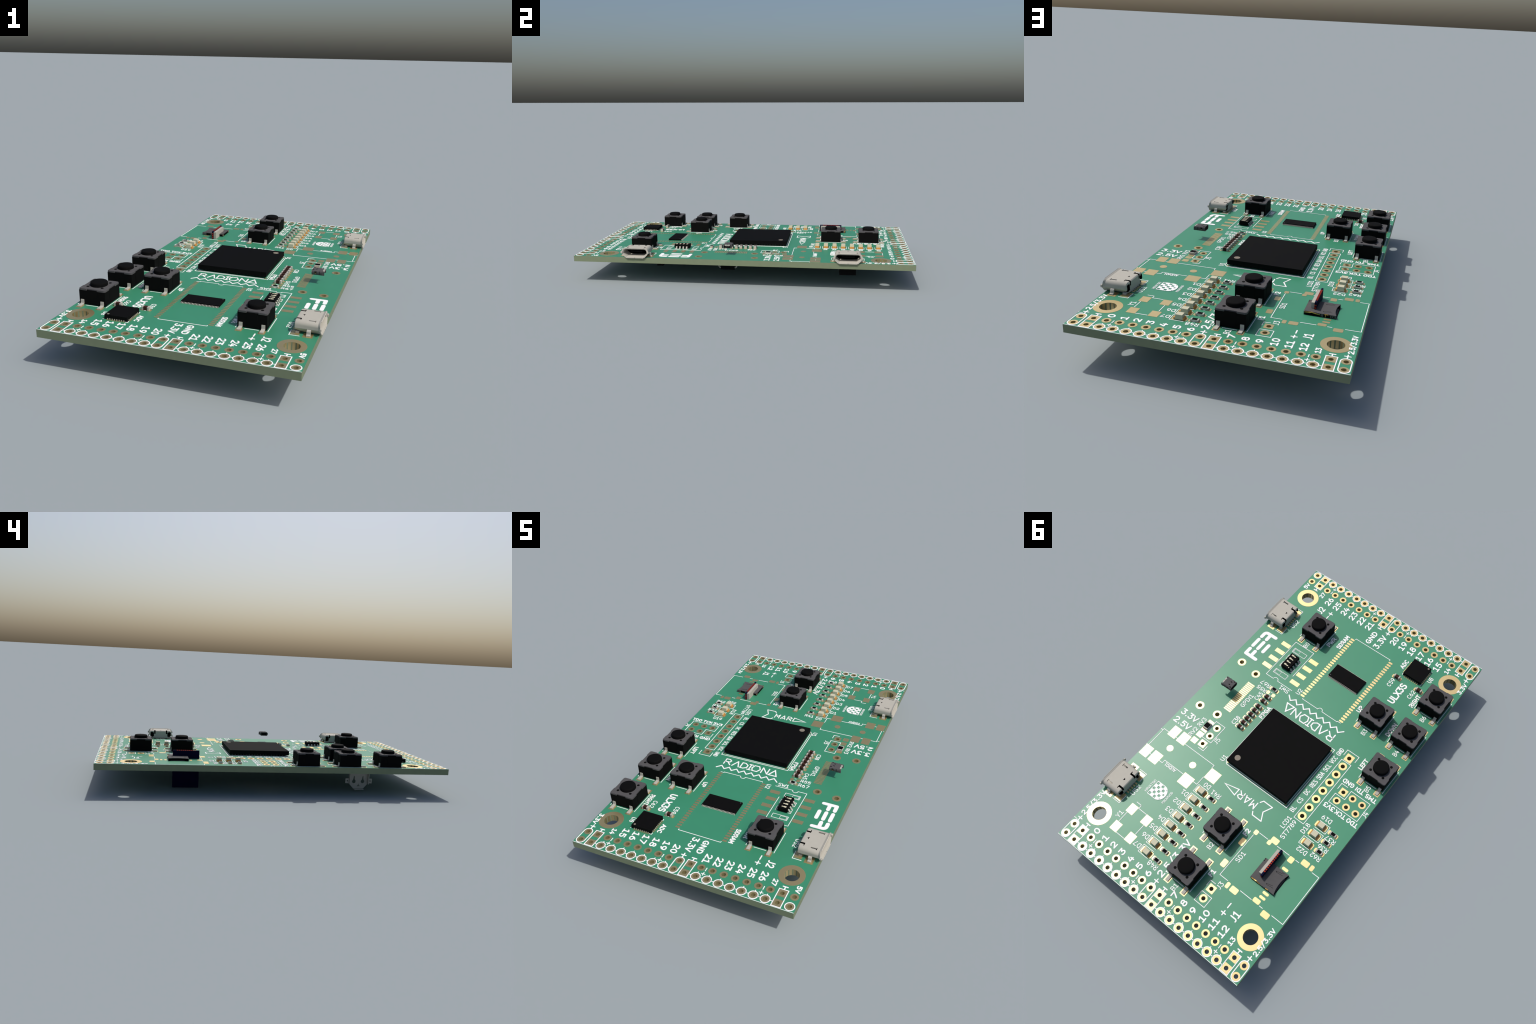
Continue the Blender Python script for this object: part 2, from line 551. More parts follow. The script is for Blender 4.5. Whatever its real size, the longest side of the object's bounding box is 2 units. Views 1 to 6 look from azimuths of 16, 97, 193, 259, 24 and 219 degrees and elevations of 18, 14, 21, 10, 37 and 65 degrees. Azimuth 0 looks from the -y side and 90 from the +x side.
def label(text, turn, cx, cy, h=1.15, length=None, w=0.15):
    b = MB()
    w *= 1.16 if w > 0.17 else 1.04
    text_into(b, text, turn, cx, cy, h, length or len(text) * 0.85, w)
    return put(b.mesh("printed_label"), "printed_label", BOARD)


def outline(lines, w=0.13, name="printed_outline"):
    b = MB()
    if w < 0.3:
        w *= 1.02
    for ln in lines:
        ring = len(ln) > 3 and ln[0] == ln[-1]
        ribbon(b, ln, w, SILK, ring)
    return put(b.mesh(name), name, BOARD)


# numbers of the two pin headers
for k in range(7):
    for first, cols_from, ytop, one in ((0, 17, 88.28, 0), (7, 8, 88.28, 0)):
        n = first + k
        x = COLS[cols_from - k]
        if n < 10:
            label(str(n), "D", x, ytop, 1.50, 1.22, 0.25)
        elif n < 13:
            label(str(n), "D", x, 87.66, 1.50, 2.55, 0.25)
        else:
            label(str(n), "D", x - 0.03, 88.08, 1.12, 1.72, 0.20)
    n = 27 - k
    x = COLS[17 - k]
    if n == 27:
        label("27", "D", x + 0.08, 5.87, 1.15, 1.72, 0.20)
    else:
        label(str(n), "D", x, 6.44, 1.60, 2.55, 0.25)
    n = 20 - k
    x = COLS[8 - k]
    if n == 14:
        label("14", "D", x, 5.87, 1.15, 1.72, 0.20)
    else:
        label(str(n), "D", x, 6.40, 1.60, 2.55, 0.25)

for t, d, x, y, h, ln, w in (
    ("2.5/3.3V", "D", 49.85, 84.05, 1.20, 6.75, 0.20), ("2.5/3.3V", "D", 0.93, 84.20, 1.12, 6.50, 0.20), ("2.5/3.3V", "D", 27.05, 82.45, 1.65, 9.60, 0.25),
    ("3.3V", "D", 0.80, 8.15, 1.12, 3.35, 0.20), ("3.3V", "D", 24.22, 8.95, 1.65, 4.30, 0.25), ("GND", "D", 26.70, 9.10, 1.45, 4.05, 0.25), ("5V", "D", 49.62, 5.85, 1.15, 1.85, 0.22),
    ("J1", "D", 8.95, 83.85, 1.80, 2.15, 0.25), ("J2", "D", 41.93, 10.05, 1.80, 2.00, 0.25),
    ("3.3V", "L", 47.80, 54.28, 1.65, 4.70, 0.25), ("2.5V", "L", 47.82, 56.85, 1.65, 4.70, 0.25),
    ("Y1", "D", 43.40, 82.42, 1.12, 1.65, 0.15), ("D18", "D", 9.13, 59.78, 1.12, 2.55, 0.15), ("SD1", "D", 16.13, 73.48, 1.10, 2.55, 0.15),
    ("C38", "D", 38.40, 48.48, 1.12, 2.35, 0.15), ("FPGA", "D", 34.23, 42.62, 1.12, 3.70, 0.20), ("ADC", "D", 15.73, 10.70, 1.15, 2.75, 0.20),
    ("UP", "D", 17.03, 27.95, 1.15, 1.85, 0.20), ("DOWN", "D", 8.00, 28.00, 1.12, 3.95, 0.20), ("LEFT", "D", 8.02, 39.42, 1.12, 3.00, 0.20),
    ("RIGHT", "D", 7.93, 18.05, 1.15, 3.95, 0.20), ("PWR", "D", 33.88, 16.45, 1.15, 3.05, 0.20), ("SDRAM", "D", 31.55, 14.66, 1.20, 4.65, 0.22),
    ("U8", "D", 8.20, 10.76, 1.12, 1.60, 0.15), ("C62", "D", 9.66, 17.06, 1.12, 2.50, 0.15), ("C59", "D", 15.45, 17.14, 1.12, 2.50, 0.15),
    ("B6", "D", 3.77, 20.98, 1.12, 1.60, 0.15), ("B5", "D", 3.80, 43.85, 1.12, 1.60, 0.15), ("B4", "D", 3.79, 32.45, 1.12, 1.60, 0.15), ("B3", "D", 12.68, 32.42, 1.12, 1.60, 0.15),
    ("B2", "D", 22.84, 75.55, 1.12, 1.60, 0.15), ("B1", "D", 22.84, 87.05, 1.12, 1.60, 0.15), ("B0", "D", 38.25, 21.05, 1.12, 1.65, 0.15),
    ("ULX3S", "D", 12.45, 18.80, 1.85, 6.45, 0.30), ("US1", "D", 44.53, 76.15, 1.15, 2.60, 0.15), ("US2", "D", 44.53, 17.72, 1.15, 2.60, 0.15),
    ("LCD1", "D", 13.38, 61.25, 1.12, 3.10, 0.15), ("ST7789", "D", 11.86, 62.30, 1.10, 4.95, 0.15),
    ("J4", "D", 0.72, 49.20, 1.25, 1.40, 0.15), ("U1", "D", 34.20, 57.82, 1.12, 1.65, 0.15), ("U2", "D", 31.40, 33.02, 1.12, 1.65, 0.15), ("J5", "D", 38.28, 55.48, 1.20, 1.55, 0.15), ("J3", "D", 15.53, 80.88, 1.20, 1.50, 0.15),
    ("RV2", "D", 44.34, 56.95, 1.12, 2.50, 0.15), ("RV3", "D", 44.34, 53.83, 1.12, 2.50, 0.15), ("GPDI1", "D", 39.72, 42.76, 1.12, 4.10, 0.15), ("C45", "D", 38.34, 40.02, 1.12, 2.40, 0.15),
    ("F2", "D", 18.63, 68.40, 1.20, 1.65, 0.22), ("F1", "D", 18.63, 79.88, 1.20, 1.60, 0.22),
    ("R55", "R", 39.05, 37.92, 1.05, 2.60, 0.15), ("R67", "R", 39.12, 36.32, 1.12, 2.70, 0.15), ("SW1", "R", 34.65, 34.80, 1.12, 2.75, 0.15),
    ("D0", "R", 32.55, 65.46, 1.15, 1.70, 0.15), ("R41", "R", 29.68, 65.85, 1.15, 2.55, 0.15), ("R48", "R", 29.66, 86.45, 1.15, 2.55, 0.15),
    ("AUDIO1", "R", 42.25, 67.20, 0.85, 3.15, 0.13), ("D19", "R", 6.66, 55.27, 1.12, 2.50, 0.15), ("D22", "R", 6.66, 64.30, 1.12, 2.50, 0.15),
    ("R37", "R", 3.27, 58.65, 1.12, 2.50, 0.15), ("R36", "R", 3.40, 61.15, 1.12, 2.50, 0.15), ("R62", "R", 3.55, 63.62, 1.12, 2.50, 0.15),
    ("GND", "R", 7.96, 45.25, 1.15, 2.95, 0.20), ("TDI", "R", 4.92, 45.28, 1.15, 2.15, 0.20), ("TMS", "R", 1.86, 45.28, 1.15, 2.85, 0.20),
    ("3V3", "R", 8.06, 52.55, 1.15, 2.75, 0.20), ("TCK", "R", 5.05, 52.55, 1.15, 2.70, 0.20), ("TDO", "R", 1.86, 52.55, 1.15, 2.80, 0.20),
    ("HRVATSKI", "D", 42.70, 73.22, 0.62, 3.45, 0.08), ("PROIZVOD", "D", 37.68, 73.12, 0.55, 3.35, 0.08),
):
    label(t, d, x, y, h, ln, w)
for k in range(1, 8):
    label("D%d" % k, "R", 35.40, 67.30 + PITCH * k, 1.15, 1.75, 0.15)
for k, t in enumerate(("GND", "VCC", "SCL", "SDA", "RES", "DC", "CS", "BL")):
    label(t, "D", 14.05, 40.08 + PITCH * k, 1.15, 2.00 if len(t) == 3 else 1.40, 0.16)

# rings, ticks, capsules and frames round the header pins
b = MB()
for rows, squares, powers, s in ((ROWS_J1, SQUARE_COLS_J1, POWER_COLS_J1, -1), (ROWS_J2, SQUARE_COLS_J2, POWER_COLS_J2, 1)):
    yo, yi = rows
    for k, x in enumerate(COLS):
        mid = (yo + yi) / 2
        if k in squares:
            ribbon(b, [(x - 0.98, yo - s * 0.98), (x + 0.98, yo - s * 0.98), (x + 0.98, yi + s * 0.98), (x - 0.98, yi + s * 0.98), (x - 0.98, yo - s * 0.98)], 0.18, SILK, True)
            g = yi + s * 1.75                                   # ground sign
            ribbon(b, [(x, yi + s * 1.0), (x, g)], 0.24)
            ribbon(b, [(x - 0.5, g), (x + 0.5, g)], 0.26)
        elif k in powers:
            lo, hi = min(yo, yi), max(yo, yi)
            ribbon(b, A(x, lo, 0.98, 0.98, 180, 360, 14) + A(x, hi, 0.98, 0.98, 0, 180, 14), 0.20, SILK, True)
            p = yi + s * 1.76
            ribbon(b, [(x, yi + s * 0.98), (x, p + s * 0.52)], 0.24)
            ribbon(b, [(x - 0.52, p), (x + 0.52, p)], 0.24)
        else:
            ribbon(b, A(x, yo, 0.97, 0.97, 0, 360, 28), 0.19, SILK, True)
            if k != 19:
                ribbon(b, [(x, yo + s * 1.0), (x, yo + s * 1.28)], 0.15)
                left = k - 1 in squares or k - 1 in powers
                ribbon(b, [(x - 1.0, yo), (x - (1.5 if left else 1.55), yo)], 0.15)
                if k + 1 in squares or k + 1 in powers:
                    ribbon(b, [(x + 1.0, yo), (x + 1.5, yo)], 0.15)
    # polarity hints between the rows
    for xc in ((43.10, 30.38, 20.22, 7.52)):
        yp, ym = yo + s * 1.13, yo + s * 2.41
        ribbon(b, [(xc - 0.42, yp), (xc + 0.42, yp)], 0.17)
        ribbon(b, [(xc, yp - 0.42), (xc, yp + 0.42)], 0.17)
        ribbon(b, [(xc, ym - 0.42), (xc, ym + 0.42)], 0.17)
    ribbon(b, [(0.02, yo - s * 1.17), (BW - 0.02, yo - s * 1.17)], 0.10, SILK, False, None, False)
put(b.mesh("printed_pin_frame"), "printed_pin_frame", BOARD)
for x, yp, ym in ((11.30, 84.75, 82.88), (39.25, 9.42, 10.98)):
    outline([[(x - 0.52, yp), (x + 0.52, yp)], [(x, yp - 0.52), (x, yp + 0.52)], [(x, ym - 0.55), (x, ym + 0.55)]], 0.25, "printed_sign")
outline([[(50.78, 89.0), (49.9, 89.02)]], 0.12)

# tactile switch surrounds
SWITCH = [("B2", 22.83, 71.12), ("B1", 22.83, 82.55), ("B0", 38.02, 16.51), ("B3", 12.66, 27.94), ("B4", 3.79, 27.94), ("B5", 3.79, 39.37), ("B6", 3.79, 16.51)]
for _, x, y in SWITCH:
    outline([[(x - 3.22, y - 3.28), (x - 3.22, y + 3.28)], [(x + 3.22, y - 3.28), (x + 3.22, y + 3.28)],
             [(x - 1.37, y + 3.25), (x + 1.37, y + 3.25)], [(x - 1.37, y - 3.25), (x + 1.37, y - 3.25)]])
# main chip frame
cx, cy = 24.38, 49.53
for r, cut in ((9.05, 0.75), (8.62, 0.0)):
    if cut:
        outline([[(cx - r, cy - r), (cx + r, cy - r), (cx + r, cy + r - cut), (cx + r - cut, cy + r), (cx - r, cy + r), (cx - r, cy - r)]], 0.15)
    else:
        outline([[(cx - r, cy - 8.0), (cx - r, cy + 8.0)], [(cx + r, cy - 8.0), (cx + r, cy + 8.0)], [(cx - 8.0, cy - r), (cx + 8.0, cy - r)], [(cx - 8.0, cy + r), (cx + 8.0, cy + r)]], 0.12)
# light emitting diode and resistor marks
for k in range(8):
    y = 67.31 + PITCH * k
    outline([[(31.55, y - 0.95), (34.27, y - 0.95), (34.27, y + 0.96), (31.55, y + 0.96)]], 0.12)
    outline([[(29.5, y - 0.42), (29.9, y - 0.42)], [(29.5, y + 0.42), (29.9, y + 0.42)]], 0.12)
outline([[(7.72, 56.35), (4.95, 56.35), (4.95, 58.25), (7.72, 58.25)], [(7.72, 58.80), (4.97, 58.80), (4.97, 60.76), (7.72, 60.76)], [(5.68, 61.30), (8.37, 61.30), (8.37, 63.22), (5.68, 63.22)]], 0.12)
# crystal
outline([[(42.31, 78.02), (40.93, 78.02)], [(40.93, 78.89), (38.67, 78.89)], [(42.33, 81.15), (42.33, 83.7)], [(40.96, 85.92), (38.67, 85.92)], [(37.33, 81.15), (37.33, 83.7)], [(40.93, 78.02), (40.93, 78.75)]], 0.13)
# USB corner marks
for yc in (76.20, 17.78):
    outline([[(47.25, yc + 4.42), (45.26, yc + 4.42), (45.26, yc + 2.2)], [(47.25, yc - 4.42), (45.26, yc - 4.42), (45.26, yc - 2.2)]])
# audio jack
outline([[(50.75, 61.05), (50.15, 61.05)], [(48.75, 60.62), (50.15, 60.62), (50.15, 65.95)], [(46.45, 60.62), (46.0, 60.62)], [(43.55, 60.64), (34.68, 60.64), (34.68, 61.40)], [(34.68, 64.3), (34.68, 66.60), (35.75, 66.60)],
         [(38.85, 66.60), (44.46, 66.60), (44.46, 67.46), (45.42, 67.46)], [(47.92, 67.44), (48.35, 67.44)], [(50.75, 66.0), (50.6, 66.0)]], 0.13)
# jumper and headers
outline([[(41.75, 51.62), (39.06, 51.62), (39.06, 56.74), (41.75, 56.74), (41.75, 51.62)], [(40.55, 59.38), (39.08, 59.38), (39.08, 57.98)]], 0.13)
outline([[(17.83, 84.0), (17.83, 86.42), (15.14, 86.42), (15.14, 84.0), (17.83, 84.0)], [(17.83, 82.53), (17.83, 81.2), (16.5, 81.2)]], 0.13)
outline([[(12.68, 41.37), (10.08, 41.37), (10.08, 59.28), (12.68, 59.28), (12.68, 41.37)], [(12.97, 40.2), (12.97, 38.55), (9.80, 38.55), (9.80, 40.2)]], 0.13)
outline([[(8.87, 49.07), (6.31, 49.07), (6.31, 46.51), (1.20, 46.51), (1.20, 51.61), (8.87, 51.61), (8.87, 49.07)], [(9.12, 47.84), (9.12, 46.22), (7.52, 46.22)]], 0.13)
# DIP switch
outline([[(40.87, 21.95), (35.29, 21.95), (35.29, 30.46)], [(40.87, 21.95), (40.87, 33.90), (38.70, 33.90)] + A(38.02, 33.90, 0.66, 0.66, 0, -180, 10) + [(37.34, 33.90), (32.95, 33.90)]], 0.13)
for yc in (24.13, 31.75):
    outline([[(39.93, yc - 0.64), (36.22, yc - 0.64), (36.22, yc + 0.62), (39.93, yc + 0.62), (39.93, yc - 0.64)]], 0.10)
    outline([[(39.62, yc - 0.42), (38.12, yc - 0.42), (38.12, yc + 0.42), (39.62, yc + 0.42), (39.62, yc - 0.42)], [(39.77, yc - 0.60), (39.77, yc + 0.58)]], 0.055)
outline([[(39.30, 27.40), (39.85, 27.40), (39.85, 26.03), (39.30, 26.03)], [(39.30, 29.92), (39.85, 29.92), (39.85, 28.57), (39.30, 28.57)],
         [(36.45, 27.40), (36.15, 27.40), (36.15, 26.03), (36.45, 26.03)], [(36.45, 29.92), (36.15, 29.92), (36.15, 28.57), (36.45, 28.57)]], 0.10)
# memory chip
outline([[(29.55, 12.10), (29.50, 11.82), (19.24, 11.82), (19.22, 12.12)], [(29.54, 33.96), (29.48, 34.13), (25.06, 34.13)] + A(24.36, 34.13, 0.62, 0.62, 0, -180, 10) + [(23.70, 34.13), (19.30, 34.13), (19.25, 33.92), (18.45, 33.92)]], 0.13)
# converter chip corners
outline([[(14.55, 13.02), (14.55, 13.45), (14.02, 13.45)], [(9.72, 13.45), (9.25, 13.45), (9.25, 13.02)], [(14.55, 8.8), (14.55, 8.3), (14.05, 8.3)], [(9.3, 8.6), (9.1, 8.45)]], 0.13)
outline([[(14.85, 15.52), (15.2, 15.52)], [(8.65, 15.52), (9.0, 15.52)], [(14.85, 14.72), (15.2, 14.72)], [(8.65, 14.72), (9.0, 14.72)]], 0.12)
outline([[(36.2, 37.32), (36.6, 37.32)], [(36.2, 38.15), (36.6, 38.15)], [(36.2, 35.95), (36.6, 35.95)], [(36.2, 36.76), (36.6, 36.76)]], 0.11)
# memory card frame
outline([[(8.15, 66.77), (11.40, 66.77)], [(13.98, 66.79), (16.32, 66.79)], [(17.09, 67.92), (17.09, 79.10), (14.93, 79.10)], [(11.48, 79.10), (8.52, 79.10)], [(6.38, 79.11), (5.58, 79.11)],
         [(3.12, 79.10), (0.26, 79.10), (0.26, 66.79), (2.03, 66.79)], [(5.54, 66.79), (6.40, 66.79)]], 0.13)
# club emblem letters: four zig-zags and plain capitals
outline([[(16.48, 35.27), (17.50, 36.32)] + [p for k in range(7) for p in ((18.58 + 2.0 * k, 35.30), (19.57 + 2.0 * k, 36.30))] + [(32.70, 35.27)]], 0.28, "printed_zigzag")
h0, h1 = 37.25, 39.30
outline([[(17.50, h0), (17.50, h1), (18.45, h1), (18.95, 38.85), (18.75, 38.30), (17.55, 38.22)], [(18.25, 38.22), (19.20, h0)],
         [(19.75, h0), (20.72, h1), (21.50, h0)], [(21.95, h0), (21.95, h1), (22.75, h1), (23.55, 38.70), (23.55, 37.85), (22.75, h0), (21.95, h0)]], 0.29, "printed_lettering")
outline([[(23.85, h1), (24.75, h1)], [(24.30, h1), (24.30, h0)], [(23.85, h0), (24.75, h0)],
         [(25.25, 37.25), (26.47, 37.25), (27.03, 38.28), (26.47, 39.32), (25.25, 39.32), (24.85, 38.28), (25.25, 37.25)],
         [(27.55, h0), (27.55, h1), (29.15, h0), (29.15, h1)], [(29.60, 37.22), (31.68, 37.22), (30.65, 39.35), (29.60, 37.22)]], 0.29, "printed_lettering")
outline([[(20.68, 61.17), (20.22, 60.44), (17.76, 60.47), (18.76, 62.57), (17.76, 64.53), (20.21, 64.52), (20.65, 63.82)], [(20.98, 61.64), (20.98, 63.36), (21.62, 62.25), (22.16, 63.38), (22.16, 61.64)],
         [(22.76, 61.64), (23.40, 63.35), (24.02, 61.68)], [(22.92, 61.97), (23.85, 61.99)], [(24.60, 61.62), (24.55, 63.31), (25.25, 63.33), (25.76, 62.95), (25.50, 62.45), (24.62, 62.35)], [(25.05, 62.35), (25.82, 61.64)],
         [(29.80, 62.47), (26.36, 61.66), (26.35, 63.34), (29.80, 62.47)]], 0.24, "printed_lettering")
# big rounded bar letters
outline([[(45.62, 32.25), (48.78, 32.22)], [(48.78, 32.15), (48.78, 30.50)], [(47.20, 32.15), (47.20, 30.46)],
         [(48.80, 29.38), (48.80, 27.02)], [(47.22, 29.38), (47.22, 27.02)], [(45.60, 29.38), (45.60, 27.02)],
         [(48.76, 25.93), (48.76, 25.0)] + A(47.98, 24.95, 0.78, 0.78, 0, -90, 8) + [(45.62, 24.15)], [(47.20, 25.93), (47.20, 24.3)]], 0.89, "printed_emblem")
# chequered shield with rounded foot
cu = bpy.data.curves.new("shield", "CURVE")
poly_spline(cu, [(42.06, 71.30), (42.06, 75.08), (40.0, 75.08)] + A(39.85, 73.20, 1.62, 1.88, 100, 260, 16) + [(40.0, 71.30)])
for i in range(5):
    for j in range(5):
        if (i + j) % 2 == 0:
            x, y = 41.62 - 0.712 * i, 71.78 + 0.71 * j
            q = 0.30
            if i == 4:
                if j in (0, 4):
                    y += 0.16 if j == 0 else -0.16
                    poly_spline(cu, [(x - 0.05, y), (x + 0.22, y - 0.16), (x + 0.22, y + 0.16)])
                    continue
                q = 0.2
                x += 0.03
            poly_spline(cu, [(x - q, y - q), (x + q, y - q), (x + q, y + q), (x - q, y + q)])
me = filled(cu, 0.045)
me.materials.clear()
me.materials.append(SILK)
put(me, "printed_shield", BOARD, 0, 0, 0.045)

# ------------------------------------------------------------------ push buttons
def button_parts():
    body = MB()
    body.box(-2.95, 2.95, -2.95, 2.95, 0.12, 3.16, BLACK)
    for sx in (-1, 1):                    # moulded ribs that fill the notches of the cover
        body.box(-1.1, 1.1, sx * 2.95 - 0.03, sx * 2.95 + 0.03, 0.5, 3.30, BLACK)
        body.box(sx * 2.95 - 0.03, sx * 2.95 + 0.03, -1.1, 1.1, 0.5, 3.30, BLACK)
        for sy in (-1, 1):
            body.lathe([(0.26, 0.02), (0.26, 0.2)], sx * 2.2, sy * 2.2, BLACK, 12)
    plate = MB()
    o, c, n, d = 3.0, 0.38, 1.12, 0.14
    side = [(-o + c, -o), (-n - 0.1, -o), (-n, -o + d), (n, -o + d), (n + 0.1, -o), (o - c, -o), (o - 0.11, -o + 0.11)]
    poly = []
    for k in range(4):
        a = k * PI / 2
        poly += [(x * math.cos(a) - y * math.sin(a), x * math.sin(a) + y * math.cos(a)) for x, y in side]
    plate.prism(poly, 3.14, 3.44, PLATE)
    plate.prism([(x * 0.988, y * 0.988) for x, y in poly], 3.44, 3.50, PLATE, False)
    pins = MB()
    for sx in (-1, 1):
        for sy in (-1, 1):
            pins.lathe([(0.31, 3.2), (0.31, 3.53), (0.27, 3.57)], sx * 1.65, sy * 1.65, KNOB, 20)
    pins.lathe([(1.80, 3.3), (1.80, 3.52)], 0, 0, KNOB, 40)
    knob = MB()
    knob.lathe([(1.80, 3.4), (1.78, 4.10), (1.72, 4.22), (1.58, 4.31), (1.40, 4.33)], 0, 0, KNOB, 48)
    lead = MB()
    path = [(2.98, 1.12), (2.99, 0.95), (3.02, 0.42), (3.08, 0.26), (3.22, 0.18), (3.4, 0.165), (4.50, 0.165)]
    lead.sheet(path, 0.72, 0.20, TIN, "x", 0.0)
    return body.mesh("button_body"), plate.mesh("button_cover"), pins.mesh("button_rivet"), knob.mesh("button_plunger"), lead.mesh("button_lead")


bb, bp, bpin, bk, bl = button_parts()
for m in (bk, bpin):
    sharp(m, 50)
for _, x, y in SWITCH:
    body = put(bb, "push_button", TOP, x, y, 0)
    local(bp, "button_cover", body)
    local(bpin, "button_rivet", body)
    local(bk, "button_plunger", body)
    for sx in (-1, 1):
        for r in (0, PI):
            local(bl, "button_lead", body, sx * 2.26, 0, 0, r)
    for sx in (-1, 1):
        for sy in (-1, 1):
            pad(x + sx * 2.28, y + sy * 3.98, 1.32, 1.55)

# ------------------------------------------------------------------ main chip
chip = MB()
chip.box(-8.5, 8.5, -8.5, 8.5, 0.40, 1.54, BLACK)
o = put(chip.mesh("main_chip"), "main_chip", TOP, 24.38, 49.60)
dot = MB()
dot.prism([(0.69 * math.cos(2 * PI * k / 32), 0.69 * math.sin(2 * PI * k / 32)) for k in range(32)], 1.45, 1.57, MARK)
local(dot.mesh("pin_one_mark"), "pin_one_mark", o, 6.78, 6.72)
balls = MB()
for i in range(20):
    for j in range(20):
        if min(i, j, 19 - i, 19 - j) < 3:
            balls.lathe([(0.12, 0.04), (0.22, 0.16), (0.24, 0.27), (0.22, 0.34), (0.12, 0.42)], -7.6 + 0.8 * i, -7.6 + 0.8 * j, SOLDER, 8)
ob = local(balls.mesh("solder_ball"), "solder_ball", o)
ob["kind"] = "stuff"
for sx in (-1, 1):
    for sy in (-1, 1):
        pad(24.38 + sx * 8.35, 49.56 + sy * 8.35, 0.55, 0.55, 0.27)

# ------------------------------------------------------------------ memory chip with fine legs
ram = MB()
ram.box(-4.24, 4.24, -1.97, 1.97, 0.04, 0.26, BLACK)
ram.box(-4.24, 4.24, -1.97, 1.97, 0.26, 0.48, BLACK, None, 0.03)
o = put(ram.mesh("memory_chip"), "memory_chip", TOP, 24.36, 23.00)
legs = MB()
for k in range(27):
    for sy in (-1, 1):
        path = [(sy * u, z) for u, z in ((1.95, 0.25), (2.10, 0.24), (2.16, 0.08), (2.32, 0.05))]
        legs.sheet(path, 0.15, 0.06, TIN, "x", -4.08 + 8.16 * k / 26)
ol = local(legs.mesh("memory_leg"), "memory_leg", o)
ol["kind"] = "stuff"
dot = MB()
dot.prism([(0.14 * math.cos(2 * PI * k / 16), 0.14 * math.sin(2 * PI * k / 16)) for k in range(16)], 0.45, 0.495, PLATE)
local(dot.mesh("pin_one_mark"), "pin_one_mark", o, 3.85, 1.6)

# ------------------------------------------------------------------ converter chip
adc = MB()
adc.box(-2.45, 2.45, -2.55, 2.55, 0.06, 0.98, BLACK)
o = put(adc.mesh("converter_chip"), "converter_chip", TOP, 11.95, 10.95)
dot = MB()
dot.prism([(0.24 * math.cos(2 * PI * k / 20), 0.24 * math.sin(2 * PI * k / 20)) for k in range(20)], 0.9, 1.01, MARK)
local(dot.mesh("pin_one_mark"), "pin_one_mark", o, -1.83, -2.08)
tabs, lands = MB(), MB()
for k in range(8):
    t = -1.75 + 0.5 * k
    for s in (-1, 1):
        tabs.box(t - 0.12, t + 0.12, s * 2.55 - 0.03, s * 2.55 + 0.03, 0.06, 0.28, TIN)
        tabs.box(s * 2.45 - 0.03, s * 2.45 + 0.03, t - 0.12, t + 0.12, 0.06, 0.28, TIN)
        lands.box(t - 0.14, t + 0.14, s * 2.62 - 0.30, s * 2.62 + 0.30, -0.01, PZ, GOLD)
        lands.box(s * 2.55 - 0.30, s * 2.55 + 0.30, t - 0.14, t + 0.14, -0.01, PZ, GOLD)
local(tabs.mesh("converter_terminal"), "converter_terminal", o)["kind"] = "stuff"
put(lands.mesh("converter_solder_pad"), "converter_solder_pad", BOARD, 11.95, 10.95)["kind"] = "stuff"

# ------------------------------------------------------------------ small two-ended parts (long axis = x)
def cap_mesh():
    b = MB()
    b.box(-0.47, 0.47, -0.385, 0.385, 0.07, 0.80, BROWN, None, 0.03)
    for s in (-1, 1):
        b.box(min(s * 0.42, s * 0.80), max(s * 0.42, s * 0.80), -0.40, 0.40, 0.05, 0.82, TIN, None, 0.05)
    return b.mesh("ceramic_capacitor")


def res_mesh(l=0.80, w=0.40, t=0.45, e=0.30):
    b = MB()
    b.box(-l + 0.04, l - 0.04, -w + 0.01, w - 0.01, 0.05, t - 0.03, CERAM)
    b.box(-l + e + 0.03, l - e - 0.03, -w + 0.05, w - 0.05, t - 0.04, t + 0.012, RESB)
    for s in (-1, 1):
        b.box(min(s * (l - e), s * l), max(s * (l - e), s * l), -w, w, 0.04, t, TIN, None, 0.03)
    return b.mesh("chip_resistor")


def led_mesh():
    b = MB()
    b.box(-0.98, 0.98, -0.60, 0.60, 0.08, 0.42, LENS)
    i = [(-0.72, -0.60), (0.72, -0.60), (0.72, 0.60), (-0.72, 0.60)]
    j = [(-0.66, -0.585), (0.66, -0.585), (0.66, 0.585), (-0.66, 0.585)]
    for k in range(4):
        q = (k + 1) % 4
        b.face([(*i[k], 0.42), (*i[q], 0.42), (*j[q], 1.06), (*j[k], 1.06)], LENS)
    b.face([(*p, 1.06) for p in j], LENS)
    for s in (-1, 1):
        b.box(min(s * 0.80, s * 1.02), max(s * 0.80, s * 1.02), -0.62, 0.62, 0.05, 0.46, AMBER)
    return b.mesh("indicator_light")


cm, rm, lm = cap_mesh(), res_mesh(), led_mesh()
rv = res_mesh(0.92, 0.66, 0.58, 0.26)


def two_pads(x, y, half, w, h, r):
    pad(x - half, y, w, h, r)
    pad(x + half, y, w, h, r)


